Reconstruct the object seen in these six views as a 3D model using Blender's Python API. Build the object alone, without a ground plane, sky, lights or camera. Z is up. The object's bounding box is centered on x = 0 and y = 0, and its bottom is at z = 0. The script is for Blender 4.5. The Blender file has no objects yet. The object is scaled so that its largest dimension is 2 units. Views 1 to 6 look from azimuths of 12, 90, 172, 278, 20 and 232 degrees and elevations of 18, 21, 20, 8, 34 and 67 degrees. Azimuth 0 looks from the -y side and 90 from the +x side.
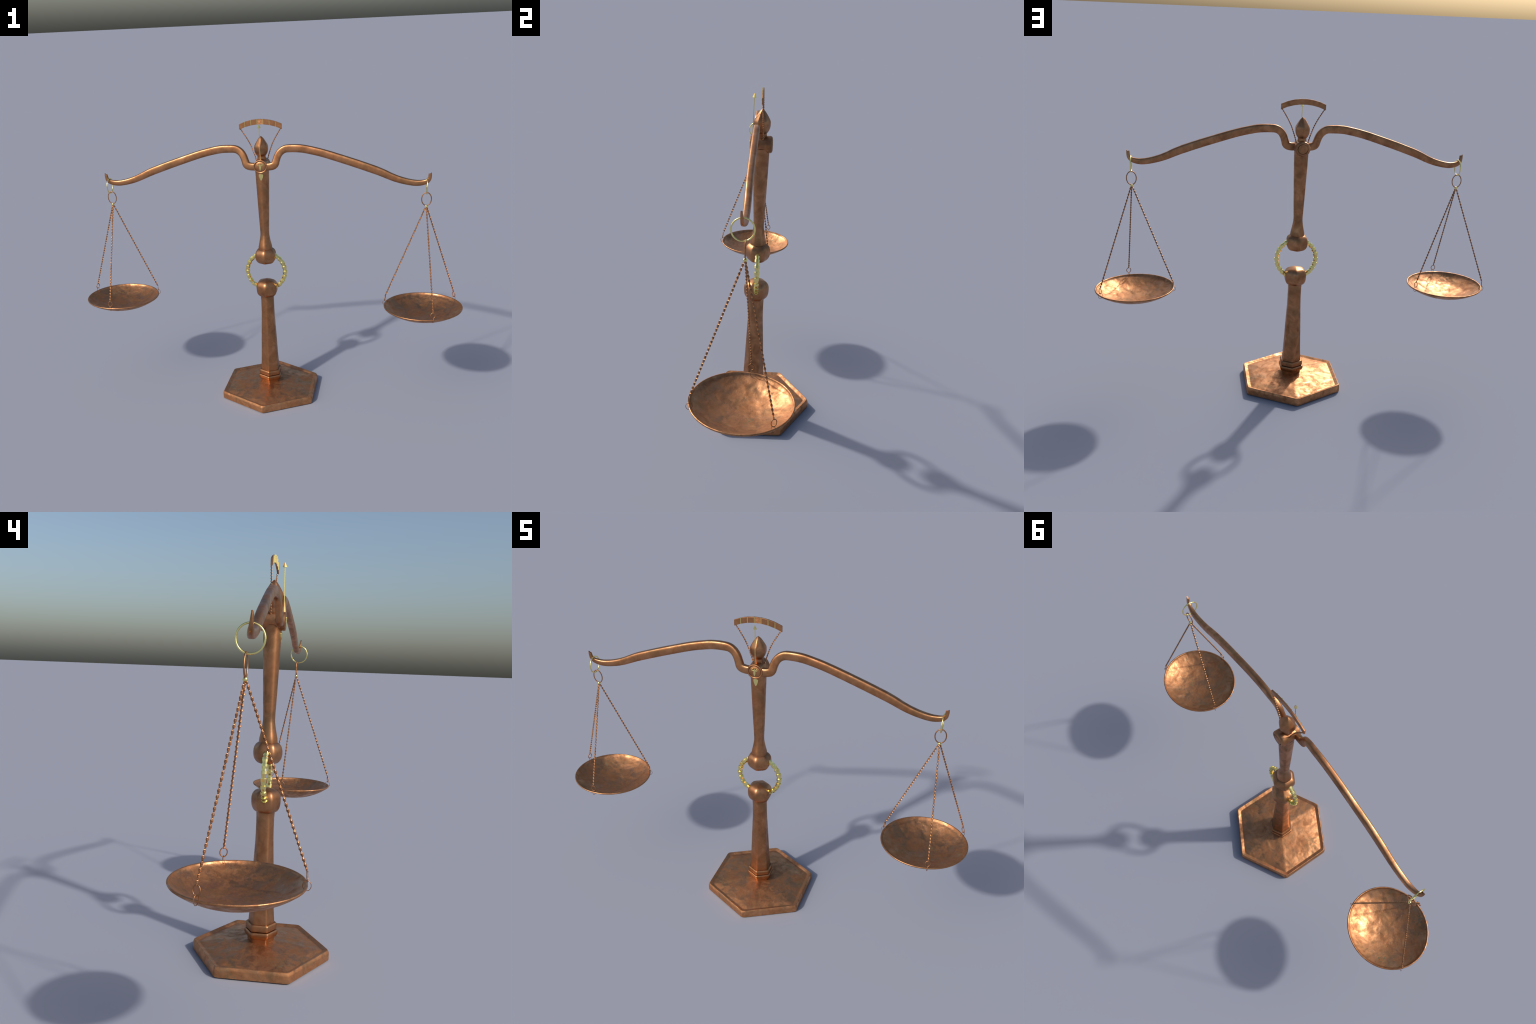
import bpy, bmesh, math, random
from mathutils import Vector, Matrix
random.seed(7)

SX = 1.055          # the whole thing is slightly wider in x than in y


# ------------------------------------------------------------------ materials
def new_mat(name):
    m = bpy.data.materials.new(name)
    m.use_nodes = True
    nt = m.node_tree
    for n in list(nt.nodes):
        nt.nodes.remove(n)
    out = nt.nodes.new("ShaderNodeOutputMaterial")
    bs = nt.nodes.new("ShaderNodeBsdfPrincipled")
    nt.links.new(bs.outputs[0], out.inputs[0])
    return m, nt, bs


def noise(nt, co, scale, detail=4.0, rough=0.55, dist=0.0, offset=(0, 0, 0), stretch=(1, 1, 1)):
    mp = nt.nodes.new("ShaderNodeMapping")
    mp.inputs["Location"].default_value = offset
    mp.inputs["Scale"].default_value = stretch
    nt.links.new(co, mp.inputs[0])
    n = nt.nodes.new("ShaderNodeTexNoise")
    n.inputs["Scale"].default_value = scale
    n.inputs["Detail"].default_value = detail
    n.inputs["Roughness"].default_value = rough
    n.inputs["Distortion"].default_value = dist
    nt.links.new(mp.outputs[0], n.inputs["Vector"])
    return n.outputs["Fac"]


def ramp(nt, fac, stops):
    r = nt.nodes.new("ShaderNodeValToRGB")
    el = r.color_ramp.elements
    while len(el) > 1:
        el.remove(el[-1])
    for i, (p, c) in enumerate(stops):
        e = el[0] if i == 0 else el.new(p)
        e.position = p
        e.color = (c, c, c, 1) if isinstance(c, (int, float)) else (*c, 1)
    nt.links.new(fac, r.inputs[0])
    return r.outputs[0]


def mix(nt, fac, a, b):
    m = nt.nodes.new("ShaderNodeMix")
    m.data_type = 'RGBA'
    nt.links.new(fac, m.inputs["Factor"])
    for sock, v in ((m.inputs[6], a), (m.inputs[7], b)):
        if isinstance(v, tuple):
            sock.default_value = (*v, 1)
        else:
            nt.links.new(v, sock)
    return m.outputs[2]


def math_node(nt, op, a, b):
    m = nt.nodes.new("ShaderNodeMath")
    m.operation = op
    for i, v in enumerate((a, b)):
        if isinstance(v, (int, float)):
            m.inputs[i].default_value = v
        else:
            nt.links.new(v, m.inputs[i])
    return m.outputs[0]


def copper_material(name, patch=20.0, rough=(0.30, 0.60), relief=0.010, verdigris=0.68, tint=1.0, spots=0.5):
    """Aged copper: blotchy brown-orange metal, cloudy polish, faint swirls, dark and green specks."""
    m, nt, bs = new_mat(name)
    tc = nt.nodes.new("ShaderNodeTexCoord")
    co = tc.outputs["Object"]
    cloud = noise(nt, co, patch, 4.0, 0.55, 0.6)
    A = tuple(c * tint for c in (0.310, 0.142, 0.066))
    B = tuple(c * tint for c in (0.450, 0.215, 0.100))
    C = tuple(c * tint for c in (0.600, 0.300, 0.148))
    base = ramp(nt, cloud, [(0.30, A), (0.48, B), (0.70, C)])
    # redder places
    red = ramp(nt, noise(nt, co, patch * 0.45, 3.0, 0.5, 0.2, (3.1, 7.7, 1.3)), [(0.54, 0.0), (0.72, 0.40)])
    base = mix(nt, red, base, tuple(c * tint for c in (0.43, 0.180, 0.080)))
    # olive-brown tarnish
    tarn = ramp(nt, noise(nt, co, patch * 0.8, 4.0, 0.6, 0.6, (9.2, 2.4, 5.0)), [(0.50, 0.0), (0.70, 0.65)])
    base = mix(nt, tarn, base, tuple(c * tint for c in (0.300, 0.175, 0.085)))
    # small dark dabs
    dab = ramp(nt, noise(nt, co, patch * 2.6, 2.0, 0.45, 0.3, (6.6, 1.1, 3.9)), [(0.60, 0.0), (0.72, spots)])
    base = mix(nt, dab, base, tuple(c * tint for c in (0.235, 0.125, 0.065)))
    # a few green specks
    big = ramp(nt, noise(nt, co, 9.0, 2.0, 0.5, 0.0, (1.7, 4.2, 8.8)), [(verdigris - 0.05, 0.0), (verdigris + 0.05, 1.0)])
    fine = ramp(nt, noise(nt, co, 110.0, 4.0, 0.65, 0.5), [(0.50, 0.0), (0.64, 0.85)])
    speck = math_node(nt, 'MULTIPLY', big, fine)
    base = mix(nt, speck, base, (0.075, 0.120, 0.065))
    nt.links.new(base, bs.inputs["Base Color"])
    met = ramp(nt, speck, [(0.0, 1.0), (0.8, 0.55)])
    nt.links.new(met, bs.inputs["Metallic"])
    swirl = noise(nt, co, patch * 3.0, 6.0, 0.62, 1.6, (4.4, 0.3, 2.2))
    rmix = math_node(nt, 'ADD', math_node(nt, 'MULTIPLY', cloud, 0.70), math_node(nt, 'MULTIPLY', swirl, 0.30))
    rmix = math_node(nt, 'SUBTRACT', rmix, math_node(nt, 'MULTIPLY', dab, 0.10))
    rr = ramp(nt, rmix, [(0.39, rough[1]), (0.59, rough[0])])
    nt.links.new(rr, bs.inputs["Roughness"])
    bp = nt.nodes.new("ShaderNodeBump")
    bp.inputs["Strength"].default_value = 1.0
    bp.inputs["Distance"].default_value = relief
    lumps = noise(nt, co, patch * 0.9, 1.0, 0.4, 0.3, (2.5, 5.5, 0.7))
    h = math_node(nt, 'ADD', math_node(nt, 'MULTIPLY', swirl, 0.12), lumps)
    nt.links.new(h, bp.inputs["Height"])
    nt.links.new(bp.outputs[0], bs.inputs["Normal"])
    return m


COPPER = copper_material("aged_copper", rough=(0.34, 0.50), relief=0.0018, tint=0.90, spots=0.2)
COPPER_PAN = copper_material("beaten_copper", patch=24.0, rough=(0.36, 0.64), relief=0.0050, verdigris=0.67)
COPPER_BASE = copper_material("blotchy_copper", patch=24.0, rough=(0.38, 0.66), relief=0.0046, tint=1.10, verdigris=0.67)  # tint raised above 1 to paint in sunlight on the front pyramid facets
COPPER_WIRE = copper_material("copper_wire", patch=40.0, rough=(0.42, 0.52), relief=0.0003, verdigris=0.90, tint=0.95)
COPPER_PALE = copper_material("pale_copper", patch=70.0, rough=(0.50, 0.62), relief=0.0015, verdigris=0.9, tint=1.15)


def gold_material():
    m, nt, bs = new_mat("pale_gold")
    tc = nt.nodes.new("ShaderNodeTexCoord")
    n = noise(nt, tc.outputs["Object"], 40.0, 3.0)
    base = ramp(nt, n, [(0.3, (0.92, 0.78, 0.28)), (0.7, (0.97, 0.85, 0.34))])
    nt.links.new(base, bs.inputs["Base Color"])
    bs.inputs["Metallic"].default_value = 1.0
    nt.links.new(ramp(nt, n, [(0.3, 0.19), (0.7, 0.27)]), bs.inputs["Roughness"])
    return m


GOLD = gold_material()

# ------------------------------------------------------------------ mesh helpers
ROOT = bpy.data.objects.new("balance_scale", None)
bpy.context.scene.collection.objects.link(ROOT)
ROOT["label"] = "antique copper balance scale with two hanging pans and gold rings"
ROOT["category"] = "balance scale"


def make(name, verts, faces, mat, parent=None, sharp=38.0):
    me = bpy.data.meshes.new(name)
    me.from_pydata([tuple(v) for v in verts], [], faces)
    bm = bmesh.new()
    bm.from_mesh(me)
    bmesh.ops.remove_doubles(bm, verts=bm.verts, dist=1e-6)
    bmesh.ops.recalc_face_normals(bm, faces=bm.faces)
    lim = math.radians(sharp)
    for f in bm.faces:
        f.smooth = True
    for e in bm.edges:
        if len(e.link_faces) == 2 and e.calc_face_angle(0) > lim:
            e.smooth = False
    bm.to_mesh(me)
    bm.free()
    me.materials.append(mat)
    ob = bpy.data.objects.new(name, me)
    bpy.context.scene.collection.objects.link(ob)
    ob.parent = parent or ROOT
    return ob


def skin(rings, closed_ring=True, cap=(True, True), loop=False):
    """Quads between successive rings of equal vertex count."""
    n = len(rings[0])
    verts = [v for r in rings for v in r]
    faces = []
    m = len(rings)
    for i in range(m if loop else m - 1):
        a, b = i * n, ((i + 1) % m) * n
        for j in range(n if closed_ring else n - 1):
            k = (j + 1) % n
            faces.append((a + j, a + k, b + k, b + j))
    if not loop:
        if cap[0]:
            faces.append(tuple(range(n))[::-1])
        if cap[1]:
            faces.append(tuple(range((m - 1) * n, m * n)))
    return verts, faces


def hex_angles(per=8, power=1.9):
    out = []
    for s in range(6):
        corner = math.radians(30 + 60 * s)
        for i in range(per):
            u = -1 + 2 * i / per
            out.append(corner + math.radians(30) * math.copysign(abs(u) ** power, u))
    return out


HEXA = hex_angles()


def hex_ring(z, ry, p, angs=HEXA, sx=SX):
    """Rounded hexagon, corners on +-y; ry = reach of the corner, p = sharpness."""
    R = ry * 2 ** (1.0 / p)
    a = R * math.cos(math.radians(30))
    ring = []
    for t in angs:
        s = sum(max(0.0, math.cos(t - math.radians(60 * i))) ** p for i in range(6))
        r = a / s ** (1.0 / p)
        ring.append(Vector((r * math.cos(t) * sx, r * math.sin(t), z)))
    return ring


def catmull(pts, n):
    """Resample control tuples (any length) with a Catmull-Rom spline, n steps per span."""
    out = []
    P = [pts[0]] + list(pts) + [pts[-1]]
    for i in range(1, len(P) - 2):
        for k in range(n):
            t = k / n
            out.append(tuple(0.5 * (2 * b + (c - a) * t + (2 * a - 5 * b + 4 * c - d) * t * t
                                    + (3 * b - a - 3 * c + d) * t ** 3)
                             for a, b, c, d in zip(P[i - 1], P[i], P[i + 1], P[i + 2])))
    out.append(tuple(pts[-1]))
    return out


def hex_loft(name, profile, mat, parent=None, cap=(True, True), sharp=38.0):
    return make(name, *skin([hex_ring(z, r, p) for z, r, p in profile], cap=cap), mat, parent, sharp)


def frame_along(path, ref):
    """Tangent/normal/binormal at every path point, kept steady against ref."""
    fr = []
    for i, p in enumerate(path):
        a = path[max(i - 1, 0)]
        b = path[min(i + 1, len(path) - 1)]
        t = (b - a).normalized()
        n = (ref - t * ref.dot(t)).normalized()
        fr.append((t, n, t.cross(n)))
    return fr


def torus(name, centre, ax_u, ax_v, ru, rv, wire, mat, parent, seg=48, sides=10, spin=0.0):
    rings = []
    for i in range(seg):
        t = 2 * math.pi * i / seg
        c = ax_u * (ru * math.cos(t)) + ax_v * (rv * math.sin(t))
        tan = (ax_u * (-ru * math.sin(t)) + ax_v * (rv * math.cos(t))).normalized()
        w = ax_u.cross(ax_v).normalized()
        o = tan.cross(w)
        rings.append([centre + c + o * wire * math.cos(a) + w * wire * math.sin(a)
                      for a in (2 * math.pi * k / sides for k in range(sides))])
    return make(name, *skin(rings, loop=True), mat, parent, 80)


def twisted_chain(name, path, half_turn, wide, thin, mat, parent, per=5, phase=0.0):
    """Flat link twisted along its length: reads as a string of elongated beads."""
    # arc-length resample
    L = [0.0]
    for a, b in zip(path, path[1:]):
        L.append(L[-1] + (b - a).length)
    turns = max(1, round(L[-1] / half_turn))
    n = turns * per
    pts = []
    j = 0
    for i in range(n + 1):
        s = L[-1] * i / n
        while j < len(L) - 2 and L[j + 1] < s:
            j += 1
        f = (s - L[j]) / max(L[j + 1] - L[j], 1e-9)
        pts.append(path[j].lerp(path[j + 1], f))
    fr = frame_along(pts, Vector((0.31, 0.95, 0.05)).normalized())
    rings = []
    for i, (p, (t, u, v)) in enumerate(zip(pts, fr)):
        a = phase + math.pi * i / per
        c, s = math.cos(a), math.sin(a)
        e1, e2 = u * c + v * s, v * c - u * s
        k = 0.45 if i in (0, n) else 1.0
        w, h = wide * k, thin * k
        rings.append([p + e1 * w, p + e1 * w * .35 + e2 * h, p - e1 * w * .35 + e2 * h,
                      p - e1 * w, p - e1 * w * .35 - e2 * h, p + e1 * w * .35 - e2 * h])
    return make(name, *skin(rings), mat, parent, 8)


X, Y, Z = Vector((1, 0, 0)), Vector((0, 1, 0)), Vector((0, 0, 1))

# ------------------------------------------------------------------ base plate
P = 70
base = hex_loft("base", [
    (0.0000, 0.2600, P), (0.0015, 0.2628, P), (0.0270, 0.2628, P), (0.0300, 0.2624, P),
    (0.0350, 0.2604, P), (0.0388, 0.2585, P), (0.0398, 0.2565, P), (0.0394, 0.2545, P),
    (0.0335, 0.2425, P), (0.0325, 0.2390, P), (0.0327, 0.2372, 90), (0.0345, 0.2330, 90),
    (0.0435, 0.1700, 90), (0.0520, 0.1100, 90), (0.0580, 0.0640, 90), (0.0605, 0.0480, 90)],
    COPPER_BASE, sharp=24)

# ------------------------------------------------------------------ foot mouldings and lower column
hex_loft("foot_neck", [(0.050, 0.0490, 40), (0.058, 0.0505, 40), (0.064, 0.0505, 40), (0.080, 0.0525, 40)],
         COPPER, cap=(False, False))
hex_loft("collar", [(0.0750, 0.050, 40), (0.0765, 0.0560, 40), (0.0800, 0.0600, 40), (0.0860, 0.0625, 40),
                    (0.0890, 0.0638, 40), (0.0985, 0.0640, 40), (0.1015, 0.0630, 40), (0.1035, 0.0605, 40),
                    (0.1040, 0.0500, 40)], COPPER)
hex_loft("collar", [(0.1040, 0.050, 40), (0.1055, 0.0570, 40), (0.1080, 0.0595, 40), (0.1250, 0.0598, 40),
                    (0.1285, 0.0590, 40), (0.1315, 0.0560, 40), (0.1325, 0.0450, 40)], COPPER)
low = [(0.128, .0500, 34), (0.150, .0485, 30), (0.190, .0458, 24), (0.250, .0430, 17), (0.300, .0410, 14),
       (0.380, .0375, 11), (0.450, .0343, 10), (0.500, .0335, 9), (0.540, .0337, 9), (0.566, .0355, 9)]
hex_loft("lower_column", catmull(low, 4), COPPER)
KN = 13
knob_lo = [(0.5560, .0300, KN), (0.5600, .0400, KN), (0.5680, .0480, KN), (0.5820, .0535, KN), (0.6000, .0550, KN),
           (0.6170, .0545, KN), (0.6290, .0500, KN), (0.6370, .0430, KN), (0.6420, .0350, KN), (0.6475, .018, KN),
           (0.6505, .003, KN)]
hex_loft("knob", catmull(knob_lo, 2), COPPER, sharp=60)

# ------------------------------------------------------------------ upper column
knob_up = [(0.7350, .003, KN), (0.7375, .018, KN), (0.7420, .0350, KN), (0.7480, .0430, KN), (0.7580, .0500, KN),
           (0.7720, .0538, KN), (0.7880, .0540, KN), (0.8020, .0510, KN), (0.8120, .0450, KN), (0.8190, .0360, KN),
           (0.8205, .0280, KN)]
hex_loft("knob", catmull(knob_up, 2), COPPER, sharp=60)
up = [(0.808, .0345, 7), (0.828, .0343, 7), (0.845, .0312, 7), (0.865, .0270, 7), (0.885, .0238, 7),
      (0.900, .0224, 7), (0.930, .0230, 7), (1.012, .0265, 7), (1.110, .0298, 6), (1.180, .0322, 6),
      (1.240, .0335, 6)]
hex_loft("upper_column", catmull(up, 4), COPPER)

# ------------------------------------------------------------------ hub (barrel lying along y) and its caps
HZ = 1.256


def barrel(name, prof, mat, parent=None, seg=48, sharp=38, flat=0.0):
    rings = []
    for y, r in prof:
        ring = []
        for i in range(seg):
            t = 2 * math.pi * i / seg
            rr = r * (1 - flat * (0.5 - 0.5 * math.cos(8 * t)))
            ring.append(Vector((rr * SX * math.cos(t), y, HZ + rr * math.sin(t))))
        rings.append(ring)
    return make(name, *skin(rings), mat, parent, sharp)


hub = barrel("hub", [(-0.0300, .030), (-0.0290, .0330), (-0.0200, .0345), (-0.004, .0350), (0.0120, .0352),
                     (0.026, .0360), (0.0360, .0362), (0.0410, .0345), (0.0445, .0310), (0.0458, .0270), (0.0460, .0245),
                     (0.0415, .0238), (0.0415, .0226), (0.0462, .0218), (0.0466, .0190), (0.0468, .004)], COPPER,
             flat=0.03)
cap = barrel("hub_cap", [(-0.0270, .026), (-0.0270, .0325), (-0.0425, .0335), (-0.0455, .0330), (-0.0466, .0315),
                         (-0.0466, .0285), (-0.0455, .0268), (-0.0435, .0262), (-0.0435, .0256), (-0.0455, .0246),
                         (-0.0472, .0210), (-0.0478, .0120), (-0.0480, .003)], COPPER)


def plate(name, outline, y0, y1, mat, parent):
    """Thin relief plate facing -y from an (x, z) outline, front edge slightly drawn in."""
    cx = sum(p[0] for p in outline) / len(outline)
    cz = sum(p[1] for p in outline) / len(outline)
    back = [Vector((x, y0, z)) for x, z in outline]
    mid = [Vector((x, y1 + (y0 - y1) * .3, z)) for x, z in outline]
    front = [Vector((cx + (x - cx) * .96, y1, cz + (z - cz) * .985)) for x, z in outline]
    return make(name, *skin([back, mid, front]), mat, parent, 30)


# emblem: a small pommel, a tapering blade, two scrolled arms
blade = [(0, 1.2362), (-.0024, 1.2410), (-.0045, 1.2475), (-.0053, 1.2530), (-.0044, 1.2590), (-.0020, 1.2635),
         (-.0018, 1.2680), (-.0024, 1.2712), (0, 1.2730), (.0024, 1.2712), (.0018, 1.2680), (.0020, 1.2635),
         (.0044, 1.2590), (.0053, 1.2530), (.0045, 1.2475), (.0024, 1.2410)]
plate("emblem_blade", blade, -.0460, -.0494, GOLD, cap)
for sgn in (-1, 1):
    ctl = [(0.0, 1.2632), (.0040, 1.2622), (.0085, 1.2618), (.0120, 1.2640), (.0128, 1.2678), (.0104, 1.2702),
           (.0080, 1.2692)]
    path = [Vector((sgn * x, -.0486, z)) for x, z in catmull(ctl, 4)]
    fr = frame_along(path, Y)
    rings = []
    for i, (p, (t, n, b)) in enumerate(zip(path, fr)):
        w = .0019 if i < len(path) - 2 else .0012
        rings.append([p + b * w + n * .002, p + b * w - n * .0003, p + b * (w * .8) - n * .0007,
                      p - b * (w * .8) - n * .0007, p - b * w - n * .0003, p - b * w + n * .002])
    make("emblem_scroll", *skin(rings), GOLD, cap, 25)

# pointed gold inlay under the cap, lying on the front edge of the column
shield = [(0, 1.1835), (-.0030, 1.1865), (-.0062, 1.1935), (-.0090, 1.2020), (-.0108, 1.2100), (-.0104, 1.2150),
          (-.0075, 1.2175), (.0075, 1.2175), (.0104, 1.2150), (.0108, 1.2100), (.0090, 1.2020), (.0062, 1.1935),
          (.0030, 1.1865)]
plate("inlay", [(x * 1.06, z) for x, z in shield], -.0240, -.0352, GOLD, None)

# ------------------------------------------------------------------ finial
fin = [(1.284, .0215, 14), (1.288, .0215, 14), (1.300, .0205, 14), (1.3035, .0215, 14), (1.312, .0275, 14), (1.326, .0330, 14),
       (1.340, .0346, 14), (1.354, .0335, 14), (1.368, .0265, 14), (1.382, .0180, 14), (1.392, .0110, 14),
       (1.3985, .0040, 14), (1.401, .0006, 14)]
hex_loft("finial", catmull(fin, 3), COPPER, sharp=60)

# ------------------------------------------------------------------ pointer
base_p, tip_p = Vector((0, -.0385, 1.284)), Vector((0, -.0352, 1.4625))
d = (tip_p - base_p).normalized()
rings = []
for s in (0, .5, 1):
    c = base_p.lerp(tip_p - d * .016, s)
    rings.append([c + X * (.0017 * math.cos(a)) + Y * (.0017 * math.sin(a)) for a in
                  (2 * math.pi * k / 8 for k in range(8))])
pointer = make("pointer", *skin(rings), GOLD, None)
rings = []
for s, r in ((-.0185, .0015), (-.0175, .0082), (-.0165, .0082), (0, .0007)):
    c = tip_p + d * s
    rings.append([c + X * (r * math.cos(a)) + Y * (r * math.sin(a)) for a in
                  (2 * math.pi * k / 4 for k in range(4))])
make("pointer_head", *skin(rings), GOLD, pointer, 25)

# ------------------------------------------------------------------ dial: seven-facet arc with gold division marks
ARC_R, ARC_TOP, ARC_H, ARC_T = 0.2437, 1.4845, 0.0260, 0.0034
xs = [-.1065, -.0760, -.0456, -.0152, .0152, .0456, .0760, .1065]


def arc_z(x):
    return ARC_TOP - ARC_R + math.sqrt(ARC_R ** 2 - x * x)


rings = []
for x in xs:
    z = arc_z(x)
    e = .0008
    rings.append([Vector((x, y, zz)) for y, zz in (
        (-ARC_T, z - e), (-ARC_T + e, z), (ARC_T - e, z), (ARC_T, z - e),
        (ARC_T, z - ARC_H + e), (ARC_T - e, z - ARC_H), (-ARC_T + e, z - ARC_H), (-ARC_T, z - ARC_H + e))])
dial = make("dial", *skin(rings), COPPER, None, 12)
for x in xs[1:-1]:
    z = arc_z(x)
    w, t, b = .0021, z + .0002, z - ARC_H - .0002
    half = [(-w, -.0025)] + [(-w * math.cos(q), -.0034 - .0022 * math.sin(q)) for q in
                             (math.pi * k / 8 for k in range(9))] + [(w, -.0025)]
    v = [Vector((x + dx, yy, zz)) for zz in (b, t) for dx, yy in half]
    make("division_mark", *skin([v[:11], v[11:]]), GOLD, dial, 50)
zc = arc_z(.0152)
v = [Vector((x, y, z)) for y in (-.0030, -.0039) for x, z in ((-.0132, zc - .0003), (.0132, zc - .0003),
                                                              (.0132, zc - ARC_H + .0006), (-.0132, zc - ARC_H + .0006))]
make("pale_centre_patch", *skin([v[:4], v[4:]]), COPPER_PALE, dial, 30)
# its two bowed twisted stays
for sgn in (-1, 1):
    ctl = [(.0278, .006, 1.2780), (.0328, .006, 1.2980), (.0415, .005, 1.3240), (.0540, .004, 1.3575),
           (.0680, .003, 1.3850), (.0845, .002, 1.4125), (.1020, .001, 1.4390)]
    path = [Vector((sgn * x, y, z)) for x, y, z in catmull(ctl, 5)]
    twisted_chain("dial_stay", path, .0104, .0034, .0017, COPPER_WIRE, dial)

# ------------------------------------------------------------------ link ring between the two knobs
ring_core = torus("link_ring", Vector((0, 0, .695)), X, Z, .0990, .0990, .0070, GOLD, None, 64, 8)
N = 24
for sgn in (-1, 1):
    for i in range(N // 2):
        a0 = math.pi / 2 - 2 * math.pi * (i - 1 / 6) / N   # runs downward from the top
        a1 = math.pi / 2 - 2 * math.pi * (i + 5 / 6) / N
        rings = []
        for s, h in ((0.0, .0084), (0.0, .0108), (.07, .0113), (.42, .0110), (.72, .0088), (1.0, .0085)):
            a = a0 + (a1 - a0) * s
            er = Vector((sgn * math.cos(a), 0, math.sin(a)))
            c = Vector((0, 0, .695)) + er * .0990
            k = .42
            rings.append([c + er * (h * p) + Y * (h * .93 * q) for p, q in
                          ((1, k), (k, 1), (-k, 1), (-1, k), (-1, -k), (-k, -1), (k, -1), (1, -k))])
        make("ring_segment", *skin(rings), GOLD, ring_core, 6)

# ------------------------------------------------------------------ the two arms of the beam
# x, y, z of the centre line, half height, half depth
ARM = [(.020, -.0312, 1.2545, .0185, .0130), (.050, -.0310, 1.2555, .0190, .0132), (.0700, -.0305, 1.2640, .0193, .0134),
       (.0785, -.0285, 1.2860, .0180, .0134), (.0870, -.0262, 1.3080, .0178, .0134), (.1010, -.0235, 1.3270, .0180, .0134),
       (.1220, -.0210, 1.3395, .0186, .0134), (.1500, -.0195, 1.3425, .0193, .0134), (.2000, -.0200, 1.3410, .0196, .0134),
       (.2500, -.0212, 1.3322, .0194, .0135), (.3100, -.0228, 1.3175, .0193, .0136), (.3900, -.0252, 1.2928, .0195, .0137),
       (.4700, -.0278, 1.2668, .0196, .0138), (.5500, -.0295, 1.2390, .0195, .0137), (.5900, -.0300, 1.2235, .0188, .0135),
       (.6500, -.0308, 1.1972, .0168, .0130), (.7000, -.0318, 1.1818, .0154, .0126), (.7450, -.0330, 1.1737, .0145, .0120),
       (.7750, -.0350, 1.1742, .0133, .0108), (.8000, -.0385, 1.1808, .0115, .0085), (.8125, -.0408, 1.1920, .0090, .0066),
       (.8160, -.0425, 1.2070, .0081, .0050), (.8165, -.0433, 1.2165, .0078, .0040), (.8165, -.0435, 1.2205, .0072, .0034)]
for sgn in (-1, 1):
    pts = catmull(ARM, 4)
    path = [Vector((sgn * p[0], p[1], p[2])) for p in pts]
    fr = frame_along(path, Y)
    rings = []
    last = len(path) - 1
    for i, (p, c, (t, n, b)) in enumerate(zip(path, pts, fr)):
        ring = []
        slant = .0055 if i == last else 0.0                # the tip is cut on a slope, outer side higher
        for k in range(24):
            a = 2 * math.pi * (k + .5) / 24
            ca, sa = math.cos(a), math.sin(a)
            e = 0.56                                    # squared-off oval section
            ring.append(p + b * (c[3] * math.copysign(abs(ca) ** e, ca)) + n * (c[4] * .95 * math.copysign(abs(sa) ** e, sa)))
            if slant:
                v = ring[-1]
                v.z += slant * sgn * (v.x - p.x) / c[3]
        rings.append(ring)
    make("beam_arm", *skin(rings), COPPER, None, 48)

# ------------------------------------------------------------------ pans with their hangers
RIM_Z, RIM_R, PAN_SX, DEPTH = 0.537, 0.1838, 1.063, 0.060


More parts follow.
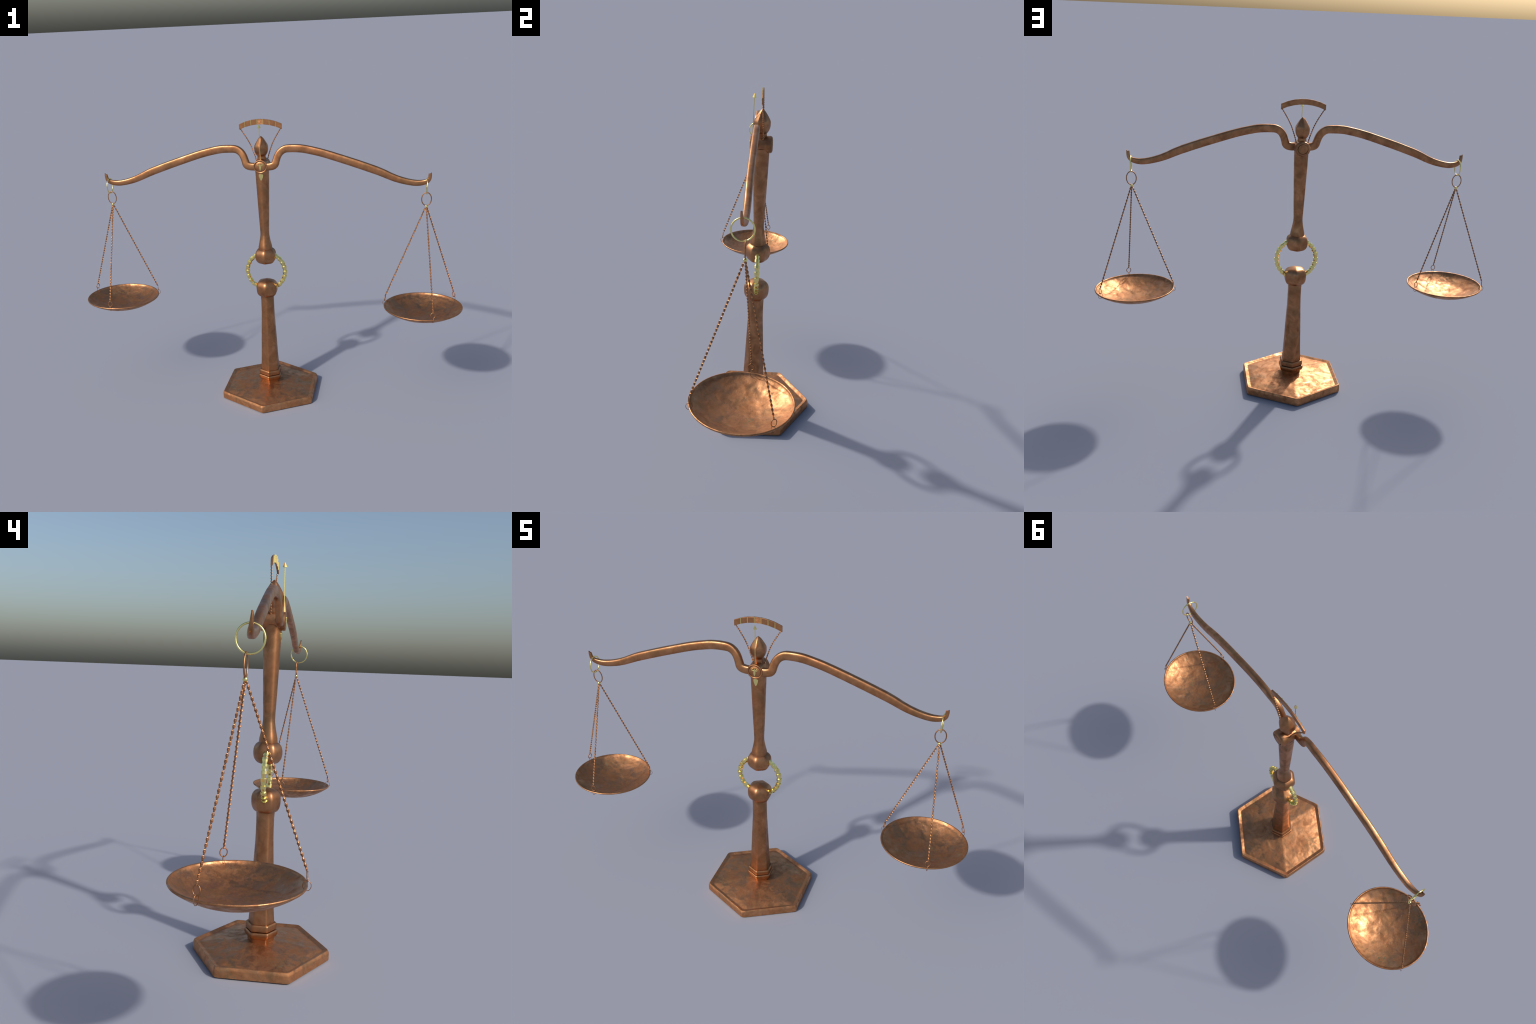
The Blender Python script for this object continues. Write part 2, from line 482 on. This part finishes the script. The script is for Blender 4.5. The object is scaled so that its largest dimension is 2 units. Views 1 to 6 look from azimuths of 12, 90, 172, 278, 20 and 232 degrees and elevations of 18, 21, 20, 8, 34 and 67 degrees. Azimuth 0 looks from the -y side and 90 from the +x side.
def build_pan(sgn):
    cx, cy = sgn * .803, -.026
    rot = math.radians(13.6 if sgn > 0 else 0.0)
    SEG = 72

    def at(t, r, z):
        px, py = r * RIM_R * PAN_SX * math.cos(t), r * RIM_R * math.sin(t)
        return Vector((cx + px * math.cos(rot) - py * math.sin(rot), cy + px * math.sin(rot) + py * math.cos(rot), z))
    outer = [(r, RIM_Z - .004 - (DEPTH - .004) * (1 - r ** 2.5)) for r in (.02, .12, .25, .38, .5, .62, .73, .83, .91, .965, .99)]
    lip = [(.997, RIM_Z - .0034), (1.0, RIM_Z - .0020), (1.0, RIM_Z - .0004), (.994, RIM_Z + .0012), (.983, RIM_Z + .0018), (.972, RIM_Z + .0010),
           (.963, RIM_Z - .0010), (.958, RIM_Z - .0036)]
    inner = [(r, RIM_Z - .0050 - (DEPTH - .0095) * (1 - (r / .955) ** 2.4)) for r in
             (.952, .91, .84, .75, .65, .54, .43, .32, .21, .1, .02)]
    prof = outer + lip + inner
    rings = [[at(2 * math.pi * j / SEG, r, z) for j in range(SEG)] for r, z in prof]
    pan = make("pan", *skin(rings), COPPER_PAN, None, 50)

    # gold ring on the hook, copper ring under it, gold bead
    torus("hanger_ring", Vector((sgn * .804, -.0385, 1.1590)), Y, Z, .0374, .0382, .0027, GOLD, pan, 56, 10)
    ang = math.radians(2.0 if sgn > 0 else -2.5)
    u = Vector((math.cos(ang), math.sin(ang), 0))
    torus("suspension_ring", Vector((sgn * .8035, -.0290, 1.0930)), u, Z, .0228, .0318, .0024, COPPER_WIRE, pan, 48, 10)
    bead_c = Vector((sgn * .8035, -.0288, 1.0575))
    rings = []
    for i in range(13):
        f = math.pi * min(max(i / 12, .02), .98)
        rings.append([bead_c + Vector((.0070 * math.sin(f) * math.cos(a), .0070 * math.sin(f) * math.sin(a), -.0070 * math.cos(f)))
                      for a in (2 * math.pi * k / 20 for k in range(20))])
    make("bead", *skin(rings), GOLD, pan, 60)

    for base_ang in (-90, 158.5, 21.5):
        a = math.radians(base_ang)
        # direction measured on the (stretched) left pan, carried round on the right one
        t = math.atan2(math.sin(a) * PAN_SX, math.cos(a))
        rimp = at(t, .985, RIM_Z)
        radial = Vector((rimp.x - cx, rimp.y - cy, 0)).normalized()
        tang = Z.cross(radial)
        torus("pan_ring", rimp + Z * .0010, radial, Z, .0110, .0137, .0009, COPPER_WIRE, pan, 32, 8)
        torus("chain_ring", rimp + Z * .0250, tang, (Z - radial * .10).normalized(), .0108, .0135, .0016, COPPER_WIRE, pan, 32, 8)
        top = bead_c - Z * .0042 + radial * .0030
        end = rimp + Z * .0392 - radial * .0010
        dirv = (top - end).normalized()
        # little clasp closing the chain over the ring
        rings = []
        for s, r in ((-.0035, .0014), (-.0030, .0026), (.0000, .0026), (.0006, .0016), (.0022, .0016), (.0028, .0027),
                     (.0052, .0027), (.0064, .0014)):
            c = end + dirv * s
            e1 = tang
            e2 = dirv.cross(e1).normalized()
            rings.append([c + e1 * (r * math.cos(q)) + e2 * (r * math.sin(q)) for q in
                          (2 * math.pi * k / 8 for k in range(8))])
        make("chain_clasp", *skin(rings), COPPER_WIRE, pan, 30)
        start = end + dirv * .004
        path = [start.lerp(top, i / 20) for i in range(21)]
        twisted_chain("chain", path, .0148, .0042, .0020, COPPER_WIRE, pan, per=4, phase=random.random() * 3)


build_pan(-1)
build_pan(1)
